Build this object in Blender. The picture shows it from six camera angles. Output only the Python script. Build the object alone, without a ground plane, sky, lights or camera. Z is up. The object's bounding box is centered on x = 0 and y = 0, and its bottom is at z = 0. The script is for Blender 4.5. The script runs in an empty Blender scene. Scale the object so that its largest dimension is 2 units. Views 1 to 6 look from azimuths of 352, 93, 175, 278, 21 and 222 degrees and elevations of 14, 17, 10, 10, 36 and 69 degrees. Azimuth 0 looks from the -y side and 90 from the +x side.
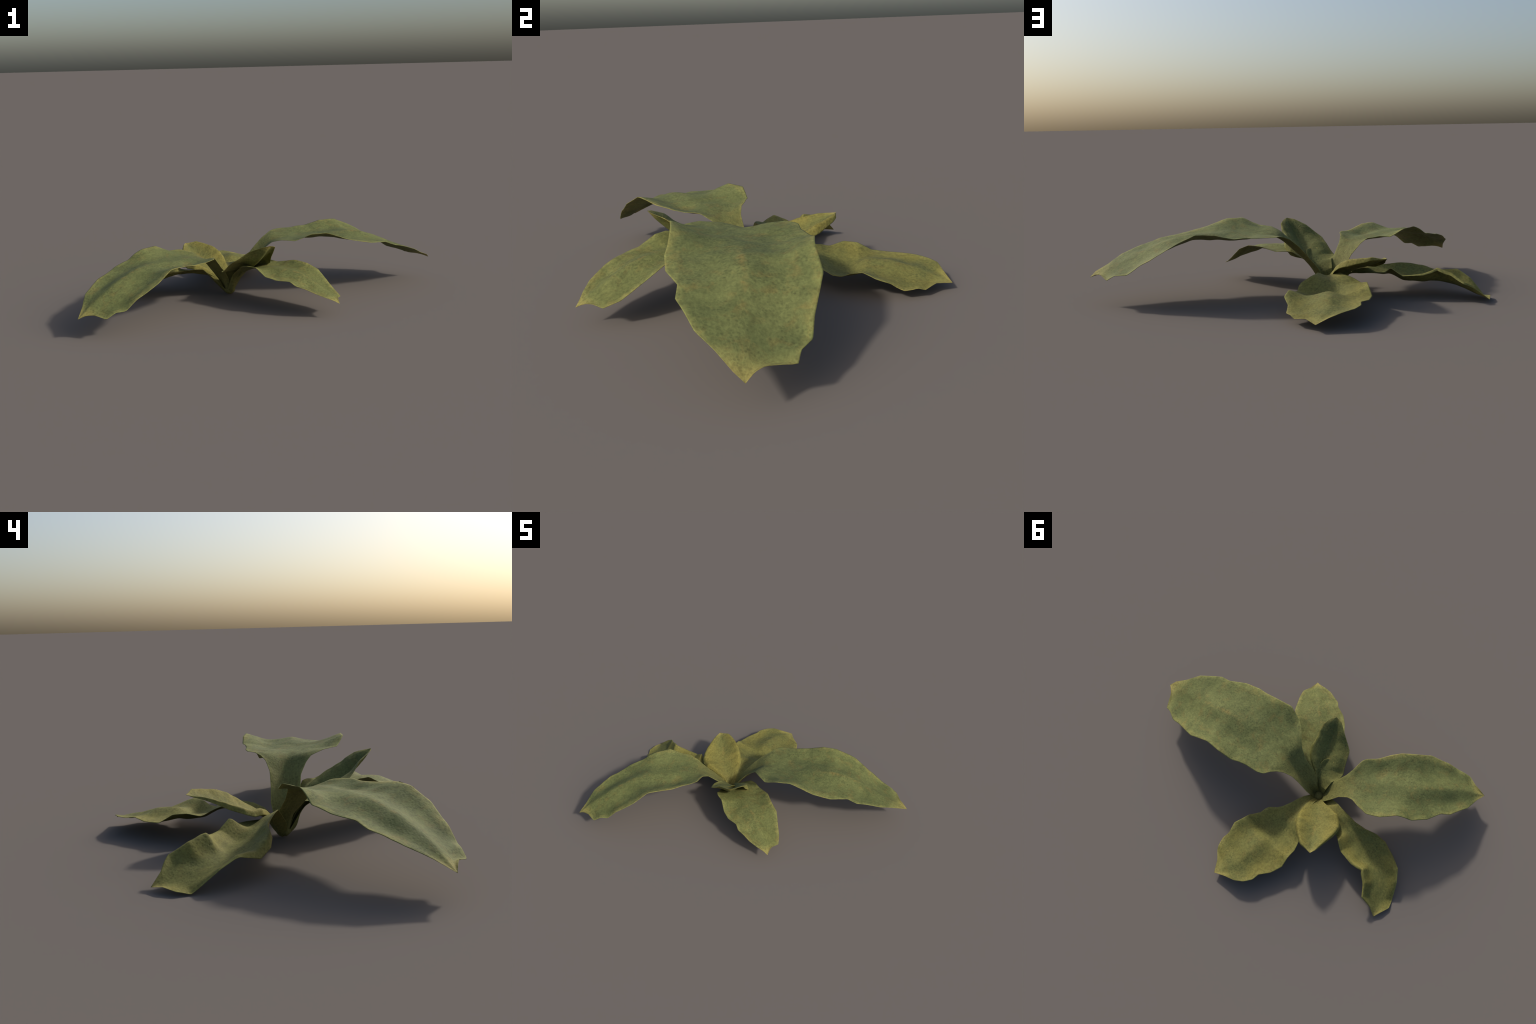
"""A low rosette plant: eight broad, wavy, leathery leaves that rise on short
channelled stalks from one root crown, arch over and droop outwards.

Every leaf is a lofted blade.  It is described by three curves that start at
the crown and meet at the leaf tip: the midrib and the two rims.  Cross-sections
between the rims are splines with a little sag, and the blade is given a real
thickness that tapers to the rim."""
import bpy, math, random
import numpy as np
from mathutils import Vector, noise

random.seed(7)
CROWN = np.array((-0.204, -0.056, 0.0))       # where all the stalks meet
THICK = 0.0045                                # leaf thickness at the midrib
ROWS, COLS = 150, 36                          # loft resolution


# ---------------------------------------------------------------- curves
def arc(p):
    return np.r_[0.0, np.cumsum(np.linalg.norm(np.diff(p, axis=0), axis=1))]


def linear(p, t, q):
    return np.stack([np.interp(q, t, p[:, i]) for i in range(p.shape[1])], 1)


def spline(p, t, q):
    """Monotone-limited cubic Hermite through p at parameters t."""
    h = np.diff(t)[:, None]
    d = np.diff(p, axis=0) / h
    m = np.zeros_like(p)
    w1, w2 = 2 * h[1:] + h[:-1], h[1:] + 2 * h[:-1]
    same = d[:-1] * d[1:] > 0
    safe = np.where(same, d[:-1] * d[1:], 1.0)
    m[1:-1] = np.where(same, (w1 + w2) * safe / (w1 * d[1:] + w2 * d[:-1] + 1e-12 * (d[1:] == 0)), 0)
    m[0], m[-1] = d[0], d[-1]
    k = np.clip(np.searchsorted(t, q, side="right") - 1, 0, len(t) - 2)
    u = ((q - t[k]) / (t[k + 1] - t[k]))[:, None]
    hh = h[k]
    return ((2 * u**3 - 3 * u**2 + 1) * p[k] + (u**3 - 2 * u**2 + u) * hh * m[k]
            + (-2 * u**3 + 3 * u**2) * p[k + 1] + (u**3 - u**2) * hh * m[k + 1])


def smooth_rows(p, width):
    """Gaussian smoothing along the rows, keeping both ends."""
    n = int(3 * width) + 1
    k = np.exp(-0.5 * (np.arange(-n, n + 1) / width) ** 2)
    k /= k.sum()
    ext = np.vstack([2 * p[0] - p[1:n + 1][::-1], p, 2 * p[-1] - p[-n - 1:-1][::-1]])
    return np.stack([np.convolve(ext[:, i], k, "valid") for i in range(3)], 1)


def stations(rim, rib):
    """Where along the midrib (0..1) each rim point belongs: nearest point,
    kept strictly increasing so that the cross-sections never cross."""
    fine = np.linspace(0, 1, 400)
    pts = spline(rib, arc(rib) / arc(rib)[-1], fine)
    s = fine[np.argmin(np.linalg.norm(rim[:, None] - pts[None], axis=2), axis=1)]
    own = arc(rim) / arc(rim)[-1]
    s = 0.75 * s + 0.25 * own
    s[0], s[-1] = 0.0, 1.0
    for i in range(1, len(s)):
        s[i] = max(s[i], s[i - 1] + 0.004)
    for i in range(len(s) - 2, -1, -1):
        s[i] = min(s[i], s[i + 1] - 0.004)
    s[0], s[-1] = 0.0, 1.0
    return s


# ---------------------------------------------------------------- materials
class Nodes:
    """Small helper to wire shader nodes."""

    def __init__(self, tree):
        self.t = tree

    def new(self, kind, **props):
        n = self.t.nodes.new(kind)
        for k, v in props.items():
            setattr(n, k, v)
        return n

    def put(self, socket, value):
        if isinstance(value, bpy.types.NodeSocket):
            self.t.links.new(value, socket)
        else:
            socket.default_value = value

    def math(self, op, a, b=0.0, clamp=False):
        n = self.new("ShaderNodeMath", operation=op, use_clamp=clamp)
        self.put(n.inputs[0], a)
        self.put(n.inputs[1], b)
        return n.outputs[0]

    def ramp(self, value, lo, hi, to_lo=0.0, to_hi=1.0):
        n = self.new("ShaderNodeMapRange", interpolation_type="SMOOTHSTEP", clamp=True)
        for s, v in zip(n.inputs[:5], (value, lo, hi, to_lo, to_hi)):
            self.put(s, v)
        return n.outputs[0]

    def noise(self, co, scale, detail=3.0, rough=0.55, warp=0.0):
        n = self.new("ShaderNodeTexNoise")
        self.put(n.inputs["Vector"], co)
        n.inputs["Scale"].default_value = scale
        n.inputs["Detail"].default_value = detail
        n.inputs["Roughness"].default_value = rough
        n.inputs["Distortion"].default_value = warp
        return n.outputs[0]

    def mix(self, fac, a, b, blend="MIX"):
        n = self.new("ShaderNodeMix", data_type="RGBA", blend_type=blend)
        self.put(n.inputs[0], fac)
        self.put(n.inputs[6], a if isinstance(a, bpy.types.NodeSocket) else (*a, 1))
        self.put(n.inputs[7], b if isinstance(b, bpy.types.NodeSocket) else (*b, 1))
        return n.outputs[2]


def leaf_material():
    m = bpy.data.materials.new("leathery_leaf")
    m.use_nodes = True
    g = Nodes(m.node_tree)
    b = m.node_tree.nodes["Principled BSDF"]
    tc = g.new("ShaderNodeTexCoord")
    co = tc.outputs["Object"]
    # blade coordinates kept by the loft: -1..1 across, 0..1 from crown to tip
    across = g.new("ShaderNodeAttribute", attribute_name="across").outputs["Fac"]
    along = g.new("ShaderNodeAttribute", attribute_name="along").outputs["Fac"]
    blade = g.new("ShaderNodeCombineXYZ")
    g.put(blade.inputs[0], across)
    g.put(blade.inputs[1], along)
    side = g.math("ABSOLUTE", across)
    warm = g.new("ShaderNodeAttribute", attribute_type="OBJECT", attribute_name='["warmth"]').outputs["Fac"]

    broad = g.noise(co, 7.0, 3, 0.6, 0.4)          # patches of a hand's width
    patch = g.noise(co, 19.0, 4, 0.6, 0.6)
    grainy = g.noise(co, 90.0, 4, 0.65)
    fibre_map = g.new("ShaderNodeMapping")          # streaks that follow the blade
    g.put(fibre_map.inputs[0], blade.outputs[0])
    fibre_map.inputs["Scale"].default_value = (7, 26, 1)
    fibre = g.noise(fibre_map.outputs[0], 1.6, 3, 0.6, 0.8)
    cells = g.new("ShaderNodeTexVoronoi", feature="F1")
    warped = g.new("ShaderNodeVectorMath", operation="MULTIPLY_ADD")
    jit = g.new("ShaderNodeTexNoise")
    g.put(jit.inputs["Vector"], co)
    jit.inputs["Scale"].default_value = 60
    g.put(warped.inputs[0], jit.outputs["Color"])
    warped.inputs[1].default_value = (0.006, 0.006, 0.006)
    g.put(warped.inputs[2], co)
    g.put(cells.inputs["Vector"], warped.outputs[0])
    cells.inputs["Scale"].default_value = 92
    pit = g.ramp(cells.outputs["Distance"], 0.15, 0.62, 1, 0)   # small dark dimples

    green = g.mix(g.ramp(broad, 0.35, 0.68), GREEN, GREEN_LIGHT)
    green = g.mix(g.math("MULTIPLY", g.ramp(patch, 0.48, 0.72), 0.5), green, BROWN)
    green = g.mix(g.math("MULTIPLY", g.math("MULTIPLY", warm, 0.85), g.math("MULTIPLY", g.ramp(broad, 0.25, 0.6, 0.5, 1.0), g.ramp(side, 0.15, 0.8, 0.62, 1.0))), green, OCHRE)
    # bright margin, broken up by noise; a yellow tip; a yellowish stalk
    edge = g.math("ADD", side, g.math("MULTIPLY", g.math("SUBTRACT", patch, 0.5), 0.5))
    rim = g.ramp(edge, 0.78, 1.08)
    tip = g.ramp(g.math("ADD", along, g.math("MULTIPLY", side, 0.02)), 0.90, 0.995)
    stalk = g.ramp(along, 0.36, 0.12)
    gold = g.ramp(g.noise(co, 5.0, 2), 0.44, 0.62)
    light = g.math("MAXIMUM", g.math("MULTIPLY", rim, g.ramp(g.noise(co, 8.0, 3), 0.34, 0.62, 0.36, 0.74)), g.math("MULTIPLY", tip, 0.8))
    col = g.mix(g.math("MULTIPLY", stalk, 0.55), green, STALK)
    col = g.mix(light, col, g.mix(g.math("MAXIMUM", g.math("MULTIPLY", tip, 0.7), g.math("MULTIPLY", gold, 0.5)), g.mix(g.ramp(grainy, 0.4, 0.65), RIM, RIM_GREEN), GOLD))
    rust = g.math("MULTIPLY", g.ramp(edge, 0.97, 1.12), g.ramp(broad, 0.5, 0.62))
    col = g.mix(g.math("MULTIPLY", rust, 0.6), col, RUST)
    # pale mark on the midrib past the middle of the blade
    rib = g.math("MULTIPLY", g.ramp(side, 0.09, 0.0), g.math("MULTIPLY", g.ramp(along, 0.5, 0.62), g.ramp(along, 0.86, 0.68)))
    col = g.mix(g.math("MULTIPLY", g.math("MULTIPLY", rib, g.ramp(patch, 0.38, 0.66)), 0.28), col, RUST)
    # dimples and grain
    dark = g.math("MULTIPLY", pit, g.ramp(g.noise(co, 11.0, 2), 0.36, 0.62, 0.15, 0.85))
    col = g.mix(g.math("MULTIPLY", dark, 0.52), col, g.mix(1.0, col, (0.42, 0.45, 0.45), "MULTIPLY"))
    shade = g.math("MULTIPLY", g.ramp(grainy, 0.25, 0.75, 0.87, 1.18), g.ramp(fibre, 0.25, 0.75, 0.86, 1.14))
    tone = g.new("ShaderNodeCombineColor")
    for k in range(3):
        g.put(tone.inputs[k], shade)
    col = g.mix(1.0, col, tone.outputs[0], "MULTIPLY")
    g.put(b.inputs["Base Color"], col)
    b.inputs["Roughness"].default_value = 0.8
    b.inputs["Specular IOR Level"].default_value = 0.24
    height = g.math("ADD", g.math("MULTIPLY", pit, -0.5), g.math("MULTIPLY", grainy, 0.35))
    height = g.math("ADD", height, g.math("MULTIPLY", g.noise(co, 34.0, 3, 0.6, 0.5), 1.3))
    bump = g.new("ShaderNodeBump")
    bump.inputs["Strength"].default_value = 0.22
    bump.inputs["Distance"].default_value = 0.003
    g.put(bump.inputs["Height"], height)
    g.put(b.inputs["Normal"], bump.outputs[0])
    return m


GREEN, GREEN_LIGHT = (0.107, 0.122, 0.040), (0.138, 0.152, 0.050)
BROWN, OCHRE = (0.158, 0.125, 0.037), (0.215, 0.180, 0.038)
RIM, RIM_GREEN, RUST = (0.285, 0.262, 0.078), (0.235, 0.250, 0.074), (0.300, 0.205, 0.058)
GOLD = (0.300, 0.238, 0.068)
STALK = (0.205, 0.178, 0.050)
LEAF = leaf_material()


# ---------------------------------------------------------------- leaf
def grow_leaf(parent, rib, left, right, foot=(0, 0), sag=((0, 0, 0), (1, 0, 0)),
              lip=None, flare=0.0, warmth=0.0):
    """rib, left, right: control points from the stalk to the tip (x, y, z).
    foot: horizontal direction in which the stalk leaves the crown.
    sag: (station, left quarter, right quarter) drop of the half-blades.
    lip: (station, left, right) height of a margin that is folded down;
    flare: how far the left fold leans outwards."""
    rib, left, right = (np.array(c, float) for c in (rib, left, right))
    out = np.array((foot[0], foot[1], 0.0))
    out /= np.linalg.norm(out)
    side = np.array((-out[1], out[0], 0.0))
    rib = np.vstack([CROWN + out * 0.016 + (0, 0, 0.003), rib])
    left = np.vstack([CROWN + out * 0.010 + side * 0.024 + (0, 0, 0.018), left])
    right = np.vstack([CROWN + out * 0.010 - side * 0.024 + (0, 0, 0.018), right])
    s = np.linspace(0, 1, ROWS) ** 1.0
    M = smooth_rows(spline(rib, arc(rib) / arc(rib)[-1], s), 2.0)
    rails = []
    for rim in (left, right):
        t = stations(rim, rib)
        sharp = 0.95 * linear(rim, t, s) + 0.05 * spline(rim, t, s)
        sharp[-1] = rim[-1]
        rails.append((sharp, smooth_rows(sharp, 2.2)))
    sag = np.array(sag, float)
    dl, dr = np.interp(s, sag[:, 0], sag[:, 1]), np.interp(s, sag[:, 0], sag[:, 2])
    lip = np.array(lip if lip else ((0, 0, 0), (1, 0, 0)), float)
    ll, lr = np.interp(s, lip[:, 0], lip[:, 1]), np.interp(s, lip[:, 0], lip[:, 2])
    v = np.linspace(-1, 1, COLS + 1)
    v = np.sign(v) * (1 - (1 - np.abs(v)) ** 1.25)
    grid = np.zeros((ROWS, COLS + 1, 3))
    L, R = rails[0][1], rails[1][1]
    down = np.array((0, 0, -1.0))
    for j, x in enumerate(v):
        a = abs(x)
        (rim, soft), drop, fold = (rails[0], dl, ll) if x < 0 else (rails[1], dr, lr)
        turned = max(0.0, (a - 0.76) / 0.24) if fold.max() > 0 else 0.0
        if fold.max() > 0:
            a = min(1.0, a / 0.84)
        other = R if x < 0 else L
        base = soft * (1 - a**2.5) + rim * a**2.5
        flat_a = abs(x)                      # a folded margin keeps its spread
        # quadratic through far rim, midrib and this rim, flattened near the rim:
        # the midrib stays rounded instead of becoming a hard crease
        q = M + 0.5 * (base - other) * a + 0.5 * (base + other - 2 * M) * a * a
        straight = M + (base - M) * a
        w = a * a * (3 - 2 * a)
        k = 0.55 * (1 - w)
        body = q * k + straight * (1 - k)
        if flat_a != a:
            body[:, :2] = 0.5 * body[:, :2] + 0.5 * (M + (base - M) * flat_a)[:, :2]
        if x < 0 and flare:
            lean = base - M
            lean[:, 2] = 0
            lean /= np.linalg.norm(lean, axis=1, keepdims=True) + 1e-9
            body = body + lean * (fold * turned * flare)[:, None]
        grid[:, j] = body + down * (drop * math.sin(math.pi * a) ** 1.6 + fold * turned**1.3)[:, None]
    # puckering between the side veins, and a restless margin
    du, dv = np.gradient(grid, axis=0), np.gradient(grid, axis=1)
    nor = np.cross(dv, du)
    nor /= np.linalg.norm(nor, axis=2, keepdims=True) + 1e-9
    width = np.linalg.norm(grid[:, 0] - grid[:, -1], axis=1)
    phase = 3.1 * len(left) + 40 * abs(rib[-1, 0])
    for i in range(ROWS):
        calm = min(1.0, width[i] / 0.2) * min(1.0, (1 - s[i]) * 8)
        for j, x in enumerate(v):
            p = Vector((grid[i, j, 0] * 11, grid[i, j, 1] * 11, phase))
            vein = math.sin(52 * (s[i] - 0.10 * abs(x)) + phase) * math.sin(math.pi * min(1, abs(x))) * 0.0009 * calm
            bump = noise.noise(p) * 0.0034 + noise.noise(p * 2.3) * 0.0018
            grid[i, j] += nor[i, j] * (calm * (bump + vein))
    return loft(parent, grid, s, v, rib, left, right, warmth)


def loft(parent, grid, s, v, rib, left, right, warmth):
    n, c = grid.shape[:2]
    du = np.gradient(grid, axis=0)
    dv = np.gradient(grid, axis=1)
    nor = np.cross(dv, du)
    nor /= np.linalg.norm(nor, axis=2, keepdims=True) + 1e-9
    th = THICK * (0.35 + 0.65 * (1 - np.abs(v)[None, :] ** 3)) * np.clip((1 - s[:, None]) * 12, 0.3, 1)
    top, low = grid + nor * th[..., None] / 2, grid - nor * th[..., None] / 2
    verts = np.concatenate([top.reshape(-1, 3), low.reshape(-1, 3)])
    N = n * c
    faces = []
    for i in range(n - 1):
        for j in range(c - 1):
            a, b, d, e = i * c + j, i * c + j + 1, (i + 1) * c + j + 1, (i + 1) * c + j
            faces.append((a, e, d, b))
            faces.append((N + a, N + b, N + d, N + e))
    ring = [(i, 0) for i in range(n)] + [(n - 1, j) for j in range(1, c)] + [(i, c - 1) for i in range(n - 2, -1, -1)] + [(0, j) for j in range(c - 2, 0, -1)]
    for (i, j), (k, l) in zip(ring, ring[1:] + ring[:1]):
        a, b = i * c + j, k * c + l
        faces.append((b, a, N + a, N + b))
    me = bpy.data.meshes.new("leaf")
    me.from_pydata(verts.tolist(), [], faces)
    me.polygons.foreach_set("use_smooth", [True] * len(me.polygons))
    me.update()
    for name, values in (("across", np.tile(v, n)), ("along", np.repeat(s, c))):
        layer = me.attributes.new(name, "FLOAT", "POINT")
        layer.data.foreach_set("value", np.tile(values, 2).astype(np.float32))
    me.materials.append(LEAF)
    ob = bpy.data.objects.new("leaf", me)
    bpy.context.collection.objects.link(ob)
    ob.parent = parent
    ob["warmth"] = float(warmth)           # how far this leaf's colour leans towards ochre
    return ob


plant = bpy.data.objects.new("rosette_plant", None)
bpy.context.collection.objects.link(plant)
plant.location = (0, 0, 0)
plant["label"] = "low rosette plant with eight broad wavy olive-green leaves"
plant["category"] = "plant"

# the longest leaf, arching far out
grow_leaf(plant,
    foot=(1, 0.05), warmth=0.0,
    rib=[(-0.170, -0.052, 0.036), (-0.132, -0.048, 0.106), (-0.088, -0.044, 0.165), (-0.020, -0.042, 0.233),
        (0.070, -0.050, 0.298), (0.150, -0.055, 0.308), (0.230, -0.058, 0.312), (0.310, -0.055, 0.317),
        (0.400, -0.048, 0.322), (0.480, -0.035, 0.322), (0.580, -0.020, 0.308), (0.710, -0.014, 0.255),
        (0.850, -0.009, 0.194), (0.995, 0.004, 0.128)],
    left=[(-0.148, 0.002, 0.130), (-0.094, 0.008, 0.196), (-0.046, 0.018, 0.250), (-0.002, 0.040, 0.290),
        (0.036, 0.070, 0.310), (0.063, 0.103, 0.318), (0.083, 0.133, 0.318), (0.118, 0.149, 0.318), (0.192,
        0.157, 0.318), (0.248, 0.173, 0.322), (0.290, 0.190, 0.324), (0.375, 0.201, 0.344), (0.469, 0.199,
        0.350), (0.589, 0.221, 0.290), (0.733, 0.190, 0.208), (0.797, 0.183, 0.165), (0.857, 0.150, 0.158),
        (0.897, 0.140, 0.133), (0.918, 0.096, 0.144), (0.938, 0.054, 0.150), (0.965, 0.028, 0.146), (0.995,
        0.004, 0.128)],
    right=[(-0.165, -0.080, 0.110), (-0.128, -0.112, 0.146), (-0.104, -0.122, 0.178), (-0.054, -0.120, 0.236),
        (0.002, -0.140, 0.284), (0.027, -0.159, 0.308), (0.073, -0.215, 0.330), (0.135, -0.270, 0.332),
        (0.221, -0.296, 0.368), (0.304, -0.281, 0.370), (0.402, -0.277, 0.336), (0.462, -0.279, 0.320),
        (0.559, -0.262, 0.296), (0.657, -0.211, 0.286), (0.718, -0.210, 0.266), (0.781, -0.177, 0.244),
        (0.852, -0.141, 0.218), (0.910, -0.079, 0.182), (0.971, -0.030, 0.152), (0.995, 0.004, 0.128)],
    sag=((0, 0, 0), (0.22, 0.0, 0.0), (0.28, -0.007, -0.007), (0.34, -0.002, -0.002), (0.42, 0.011, 0.009),
        (0.54, 0.023, 0.013), (0.72, 0.017, 0.01), (0.9, 0.008, -0.003), (1, 0, 0)))

# broad leaf that bends sharply over its stalk
grow_leaf(plant,
    foot=(-0.55, -0.75), warmth=0.0,
    rib=[(-0.240, -0.085, 0.090), (-0.278, -0.115, 0.160), (-0.341, -0.162, 0.233), (-0.418, -0.229, 0.260),
        (-0.485, -0.284, 0.266), (-0.575, -0.337, 0.274), (-0.674, -0.403, 0.275), (-0.767, -0.487, 0.250),
        (-0.881, -0.596, 0.192), (-0.997, -0.685, 0.108)],
    left=[(-0.212, -0.100, 0.100), (-0.231, -0.140, 0.148), (-0.257, -0.168, 0.182), (-0.286, -0.205, 0.234),
        (-0.301, -0.253, 0.262), (-0.305, -0.294, 0.270), (-0.309, -0.328, 0.270), (-0.322, -0.351, 0.272),
        (-0.376, -0.400, 0.270), (-0.423, -0.466, 0.278), (-0.466, -0.510, 0.292), (-0.545, -0.567, 0.292),
        (-0.608, -0.633, 0.246), (-0.718, -0.685, 0.182), (-0.769, -0.708, 0.142), (-0.814, -0.715, 0.139),
        (-0.862, -0.729, 0.113), (-0.917, -0.698, 0.128), (-0.959, -0.690, 0.126), (-0.997, -0.685, 0.108)],
    right=[(-0.249, -0.025, 0.066), (-0.293, -0.050, 0.132), (-0.328, -0.079, 0.186), (-0.378, -0.096, 0.238),
        (-0.414, -0.094, 0.266), (-0.473, -0.079, 0.278), (-0.531, -0.075, 0.274), (-0.573, -0.087, 0.292),
        (-0.609, -0.099, 0.310), (-0.646, -0.135, 0.312), (-0.681, -0.170, 0.312), (-0.720, -0.193, 0.294),
        (-0.762, -0.218, 0.266), (-0.826, -0.286, 0.252), (-0.867, -0.369, 0.242), (-0.910, -0.405, 0.224),
        (-0.939, -0.469, 0.204), (-0.966, -0.522, 0.184), (-0.978, -0.612, 0.146), (-0.997, -0.685, 0.108)],
    sag=((0, 0, 0), (0.25, 0.0, 0.0), (0.4, 0.017, 0.012), (0.6, 0.018, 0.012), (0.75, 0.022, 0.018), (0.92,
        0.012, 0.005), (1, 0, 0)))

# smaller leaf under the upright one
grow_leaf(plant,
    foot=(0.5, -0.85), warmth=0.15,
    rib=[(-0.188, -0.110, 0.045), (-0.172, -0.122, 0.098), (-0.148, -0.147, 0.136), (-0.090, -0.210, 0.177),
        (0.000, -0.320, 0.206), (0.071, -0.398, 0.208), (0.113, -0.435, 0.202), (0.177, -0.505, 0.168),
        (0.241, -0.578, 0.122), (0.285, -0.640, 0.082)],
    left=[(-0.140, -0.090, 0.100), (-0.085, -0.110, 0.165), (-0.020, -0.122, 0.202), (0.018, -0.138, 0.204),
        (0.055, -0.170, 0.202), (0.143, -0.240, 0.218), (0.192, -0.309, 0.218), (0.242, -0.354, 0.188),
        (0.271, -0.413, 0.150), (0.300, -0.473, 0.108), (0.317, -0.534, 0.088), (0.292, -0.577, 0.096),
        (0.288, -0.599, 0.096), (0.286, -0.623, 0.090), (0.285, -0.640, 0.082)],
    right=[(-0.205, -0.118, 0.088), (-0.195, -0.150, 0.132), (-0.180, -0.220, 0.172), (-0.168, -0.290, 0.208),
        (-0.165, -0.345, 0.228), (-0.145, -0.378, 0.237), (-0.105, -0.413, 0.236), (-0.064, -0.473, 0.200),
        (-0.019, -0.517, 0.190), (0.047, -0.548, 0.184), (0.071, -0.577, 0.170), (0.118, -0.597, 0.154),
        (0.159, -0.617, 0.138), (0.212, -0.628, 0.116), (0.259, -0.633, 0.096), (0.285, -0.640, 0.082)],
    sag=((0, 0, 0), (0.35, 0.0, 0.0), (0.5, 0.014, 0.012), (0.8, 0.014, 0.012), (1, 0, 0)))

# upright folded leaf
grow_leaf(plant,
    foot=(0.35, -0.9), warmth=0.35,
    rib=[(-0.165, -0.098, 0.090), (-0.130, -0.153, 0.150), (-0.097, -0.250, 0.200), (-0.078, -0.330, 0.245),
        (-0.055, -0.387, 0.300), (-0.030, -0.422, 0.348)],
    left=[(-0.155, -0.085, 0.125), (-0.100, -0.130, 0.170), (-0.045, -0.150, 0.197), (-0.018, -0.178, 0.219),
        (0.001, -0.223, 0.250), (0.002, -0.276, 0.284), (0.010, -0.308, 0.305), (0.012, -0.349, 0.326),
        (-0.007, -0.394, 0.339), (-0.020, -0.413, 0.345), (-0.030, -0.422, 0.348)],
    right=[(-0.228, -0.085, 0.120), (-0.234, -0.139, 0.160), (-0.258, -0.180, 0.164), (-0.260, -0.215, 0.170),
        (-0.244, -0.246, 0.192), (-0.229, -0.282, 0.220), (-0.212, -0.327, 0.248), (-0.202, -0.337, 0.256),
        (-0.130, -0.379, 0.312), (-0.071, -0.417, 0.340), (-0.050, -0.423, 0.344), (-0.030, -0.422, 0.348)],
    sag=((0, 0, 0), (0.3, -0.006, -0.006), (0.5, -0.014, -0.016), (0.8, -0.012, -0.012), (1, 0, 0)),
    lip=((0, 0, 0), (0.35, 0.01, 0), (0.48, 0.038, 0), (0.62, 0.044, 0), (0.75, 0.028, 0), (0.85, 0.01, 0),
        (0.93, 0, 0), (1, 0, 0)))

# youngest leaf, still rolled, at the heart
grow_leaf(plant,
    foot=(0.2, -0.9), warmth=0.4,
    rib=[(-0.186, -0.100, 0.080), (-0.158, -0.150, 0.128), (-0.146, -0.200, 0.163), (-0.155, -0.238, 0.207)],
    left=[(-0.165, -0.095, 0.085), (-0.125, -0.150, 0.150), (-0.109, -0.180, 0.182), (-0.112, -0.205, 0.200),
        (-0.133, -0.238, 0.206), (-0.155, -0.238, 0.207)],
    right=[(-0.195, -0.110, 0.105), (-0.181, -0.145, 0.150), (-0.168, -0.200, 0.182), (-0.174, -0.231, 0.206),
        (-0.155, -0.238, 0.207)],
    sag=((0, 0, 0), (1, 0, 0)))

# short cupped leaf whose margins are folded down
grow_leaf(plant,
    foot=(-0.4, 0.75), warmth=1.0,
    rib=[(-0.235, -0.010, 0.070), (-0.280, 0.060, 0.120), (-0.322, 0.120, 0.149), (-0.345, 0.175, 0.168),
        (-0.380, 0.240, 0.196), (-0.422, 0.308, 0.225)],
    left=[(-0.250, -0.026, 0.085), (-0.306, -0.016, 0.125), (-0.350, -0.008, 0.150), (-0.394, 0.000, 0.164),
        (-0.434, 0.028, 0.166), (-0.452, 0.060, 0.178), (-0.460, 0.100, 0.192), (-0.459, 0.135, 0.202),
        (-0.452, 0.175, 0.211), (-0.444, 0.225, 0.220), (-0.436, 0.275, 0.222), (-0.422, 0.308, 0.225)],
    right=[(-0.190, 0.035, 0.098), (-0.193, 0.085, 0.130), (-0.194, 0.108, 0.144), (-0.202, 0.153, 0.175),
        (-0.218, 0.181, 0.197), (-0.244, 0.221, 0.215), (-0.285, 0.262, 0.227), (-0.323, 0.290, 0.232),
        (-0.349, 0.303, 0.236), (-0.398, 0.306, 0.227), (-0.422, 0.308, 0.225)],
    sag=((0, 0, 0), (1, 0, 0)),
    lip=((0, 0, 0), (0.2, 0.015, 0.01), (0.4, 0.026, 0.03), (0.7, 0.026, 0.038), (0.88, 0.012, 0.022), (1, 0,
        0)))

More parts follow.
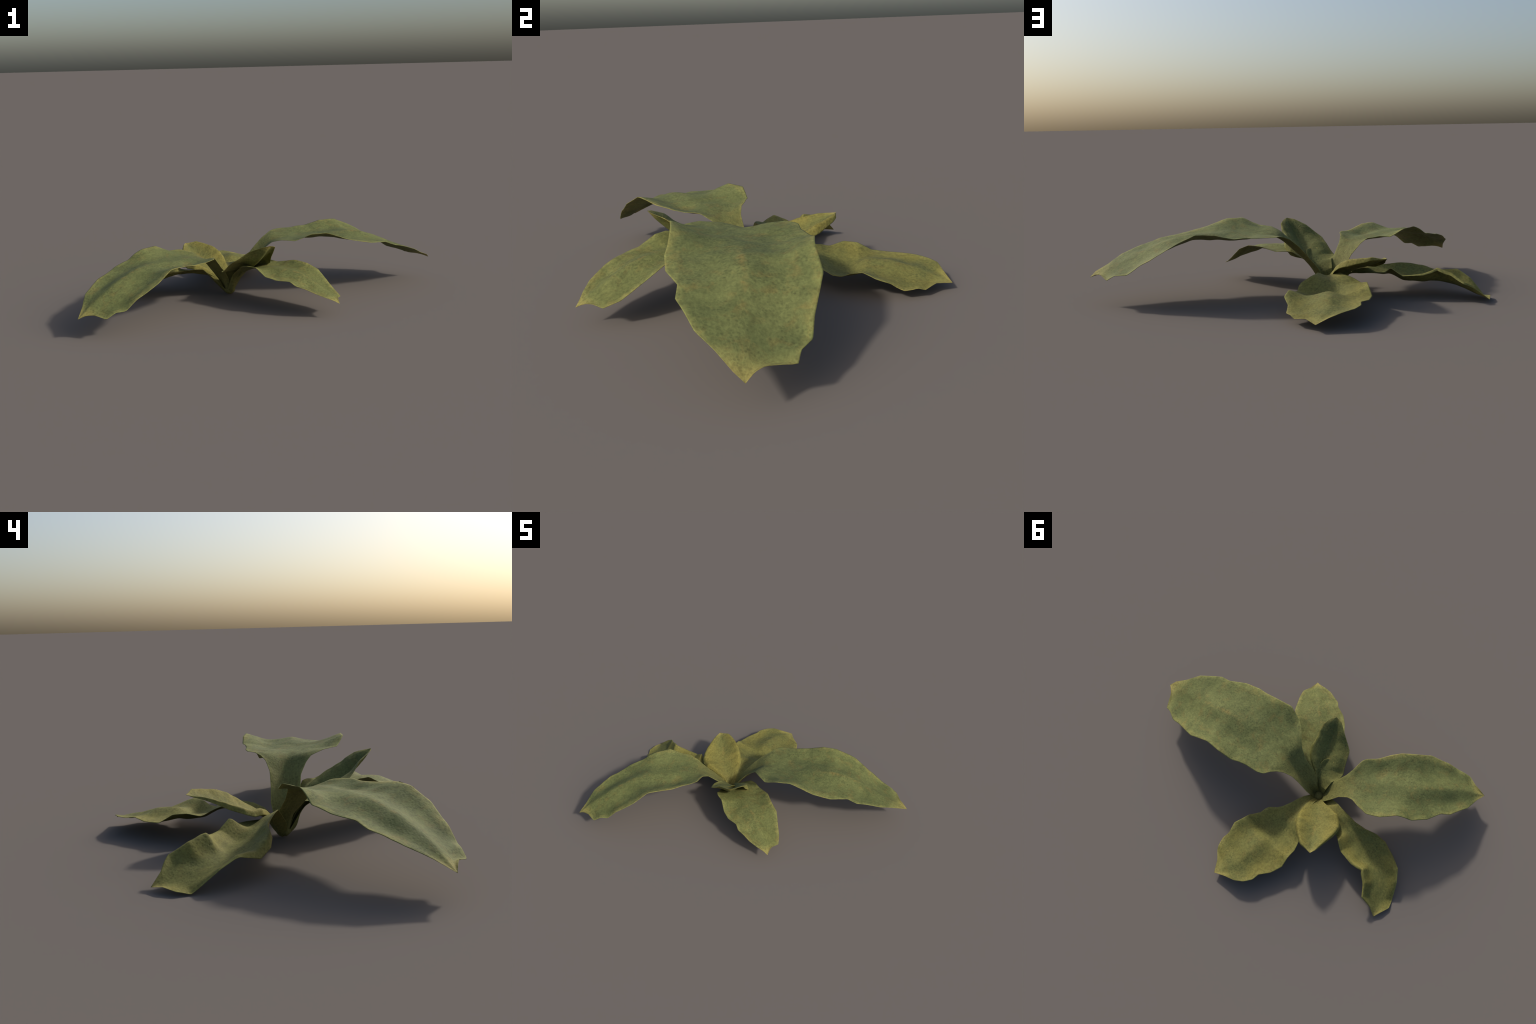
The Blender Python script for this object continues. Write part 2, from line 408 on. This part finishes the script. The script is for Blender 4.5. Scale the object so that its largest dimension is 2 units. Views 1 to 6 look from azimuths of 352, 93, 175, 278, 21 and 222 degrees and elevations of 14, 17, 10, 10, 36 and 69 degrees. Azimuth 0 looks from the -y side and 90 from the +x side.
# low leaf with a humped blade
grow_leaf(plant,
    foot=(0.1, 0.9), warmth=0.8,
    rib=[(-0.202, -0.012, 0.034), (-0.194, 0.008, 0.064), (-0.181, 0.050, 0.100), (-0.172, 0.120, 0.117),
        (-0.168, 0.200, 0.115), (-0.163, 0.250, 0.095), (-0.155, 0.300, 0.068), (-0.146, 0.350, 0.062),
        (-0.133, 0.420, 0.104), (-0.118, 0.500, 0.098), (-0.107, 0.578, 0.078), (-0.069, 0.651, 0.057),
        (-0.029, 0.732, 0.032)],
    left=[(-0.222, 0.000, 0.085), (-0.220, 0.060, 0.118), (-0.228, 0.130, 0.138), (-0.250, 0.200, 0.136),
        (-0.284, 0.238, 0.126), (-0.307, 0.265, 0.113), (-0.313, 0.278, 0.110), (-0.328, 0.333, 0.124),
        (-0.324, 0.393, 0.118), (-0.326, 0.415, 0.104), (-0.329, 0.451, 0.084), (-0.299, 0.523, 0.082),
        (-0.253, 0.578, 0.088), (-0.244, 0.623, 0.084), (-0.208, 0.667, 0.080), (-0.160, 0.696, 0.074),
        (-0.093, 0.711, 0.056), (-0.029, 0.732, 0.032)],
    right=[(-0.165, -0.010, 0.075), (-0.149, 0.030, 0.110), (-0.132, 0.080, 0.128), (-0.125, 0.106, 0.132),
        (-0.098, 0.167, 0.134), (-0.076, 0.194, 0.130), (-0.030, 0.220, 0.108), (-0.018, 0.239, 0.098),
        (-0.007, 0.273, 0.080), (0.014, 0.302, 0.084), (0.033, 0.332, 0.097), (0.048, 0.382, 0.107), (0.071,
        0.426, 0.088), (0.061, 0.488, 0.064), (0.073, 0.535, 0.040), (0.062, 0.586, 0.044), (0.048, 0.616,
        0.032), (0.005, 0.663, 0.044), (-0.029, 0.732, 0.032)],
    sag=((0, 0, 0), (0.45, 0, 0.0), (0.6, 0.014, 0.022), (0.8, 0.01, 0.01), (1, 0, 0)))

# narrow folded leaf that lies on the ground
grow_leaf(plant,
    foot=(-0.85, 0.2), warmth=0.75,
    rib=[(-0.278, -0.030, 0.062), (-0.330, -0.014, 0.116), (-0.405, 0.000, 0.130), (-0.490, 0.004, 0.118),
        (-0.592, 0.027, 0.084), (-0.670, 0.062, 0.073), (-0.757, 0.094, 0.067), (-0.815, 0.133, 0.054),
        (-0.876, 0.216, 0.036), (-0.926, 0.320, 0.014)],
    left=[(-0.273, -0.077, 0.078), (-0.318, -0.064, 0.118), (-0.351, -0.054, 0.148), (-0.400, -0.046, 0.147),
        (-0.497, -0.036, 0.141), (-0.570, -0.040, 0.148), (-0.640, -0.062, 0.143), (-0.706, -0.064, 0.132),
        (-0.780, -0.036, 0.106), (-0.864, 0.020, 0.114), (-0.911, 0.082, 0.078), (-0.934, 0.130, 0.034),
        (-0.953, 0.174, 0.003), (-0.966, 0.220, 0.014), (-0.945, 0.273, 0.022), (-0.926, 0.320, 0.014)],
    right=[(-0.240, -0.035, 0.060), (-0.290, -0.010, 0.112), (-0.351, 0.026, 0.108), (-0.410, 0.070, 0.116),
        (-0.465, 0.102, 0.120), (-0.489, 0.124, 0.146), (-0.542, 0.158, 0.112), (-0.636, 0.180, 0.124),
        (-0.674, 0.178, 0.134), (-0.711, 0.175, 0.151), (-0.720, 0.191, 0.148), (-0.762, 0.227, 0.136),
        (-0.805, 0.291, 0.098), (-0.838, 0.294, 0.082), (-0.876, 0.297, 0.056), (-0.926, 0.320, 0.014)],
    sag=((0, 0, 0), (0.3, 0, 0.012), (0.5, 0, 0.02), (0.75, 0.006, 0.016), (1, 0, 0)),
    lip=((0, 0, 0), (0.3, 0.0, 0), (0.36, 0.008, 0), (0.43, 0.022, 0), (0.52, 0.036, 0.004), (0.62, 0.032,
        0.012), (0.72, 0.004, 0.02), (0.82, 0, 0.016), (0.92, 0, 0.005), (1, 0, 0)), flare=0.12)


# ---------------------------------------------------------------- root crown
def root_crown(parent):
    """The small knob that the stalks sheathe."""
    rings, seg = 10, 20
    verts, faces = [], []
    for i in range(rings):
        a = math.pi * i / (rings - 1)
        for j in range(seg):
            b = 2 * math.pi * j / seg
            r = 0.033 * math.sin(a)
            verts.append((CROWN[0] + r * math.cos(b), CROWN[1] + r * math.sin(b), 0.0265 - 0.0255 * math.cos(a)))
    for i in range(rings - 1):
        for j in range(seg):
            k = (j + 1) % seg
            faces.append((i * seg + j, i * seg + k, (i + 1) * seg + k, (i + 1) * seg + j))
    me = bpy.data.meshes.new("root_crown")
    me.from_pydata(verts, [], faces)
    me.polygons.foreach_set("use_smooth", [True] * len(me.polygons))
    me.materials.append(LEAF)
    ob = bpy.data.objects.new("root_crown", me)
    bpy.context.collection.objects.link(ob)
    ob.parent = parent


root_crown(plant)
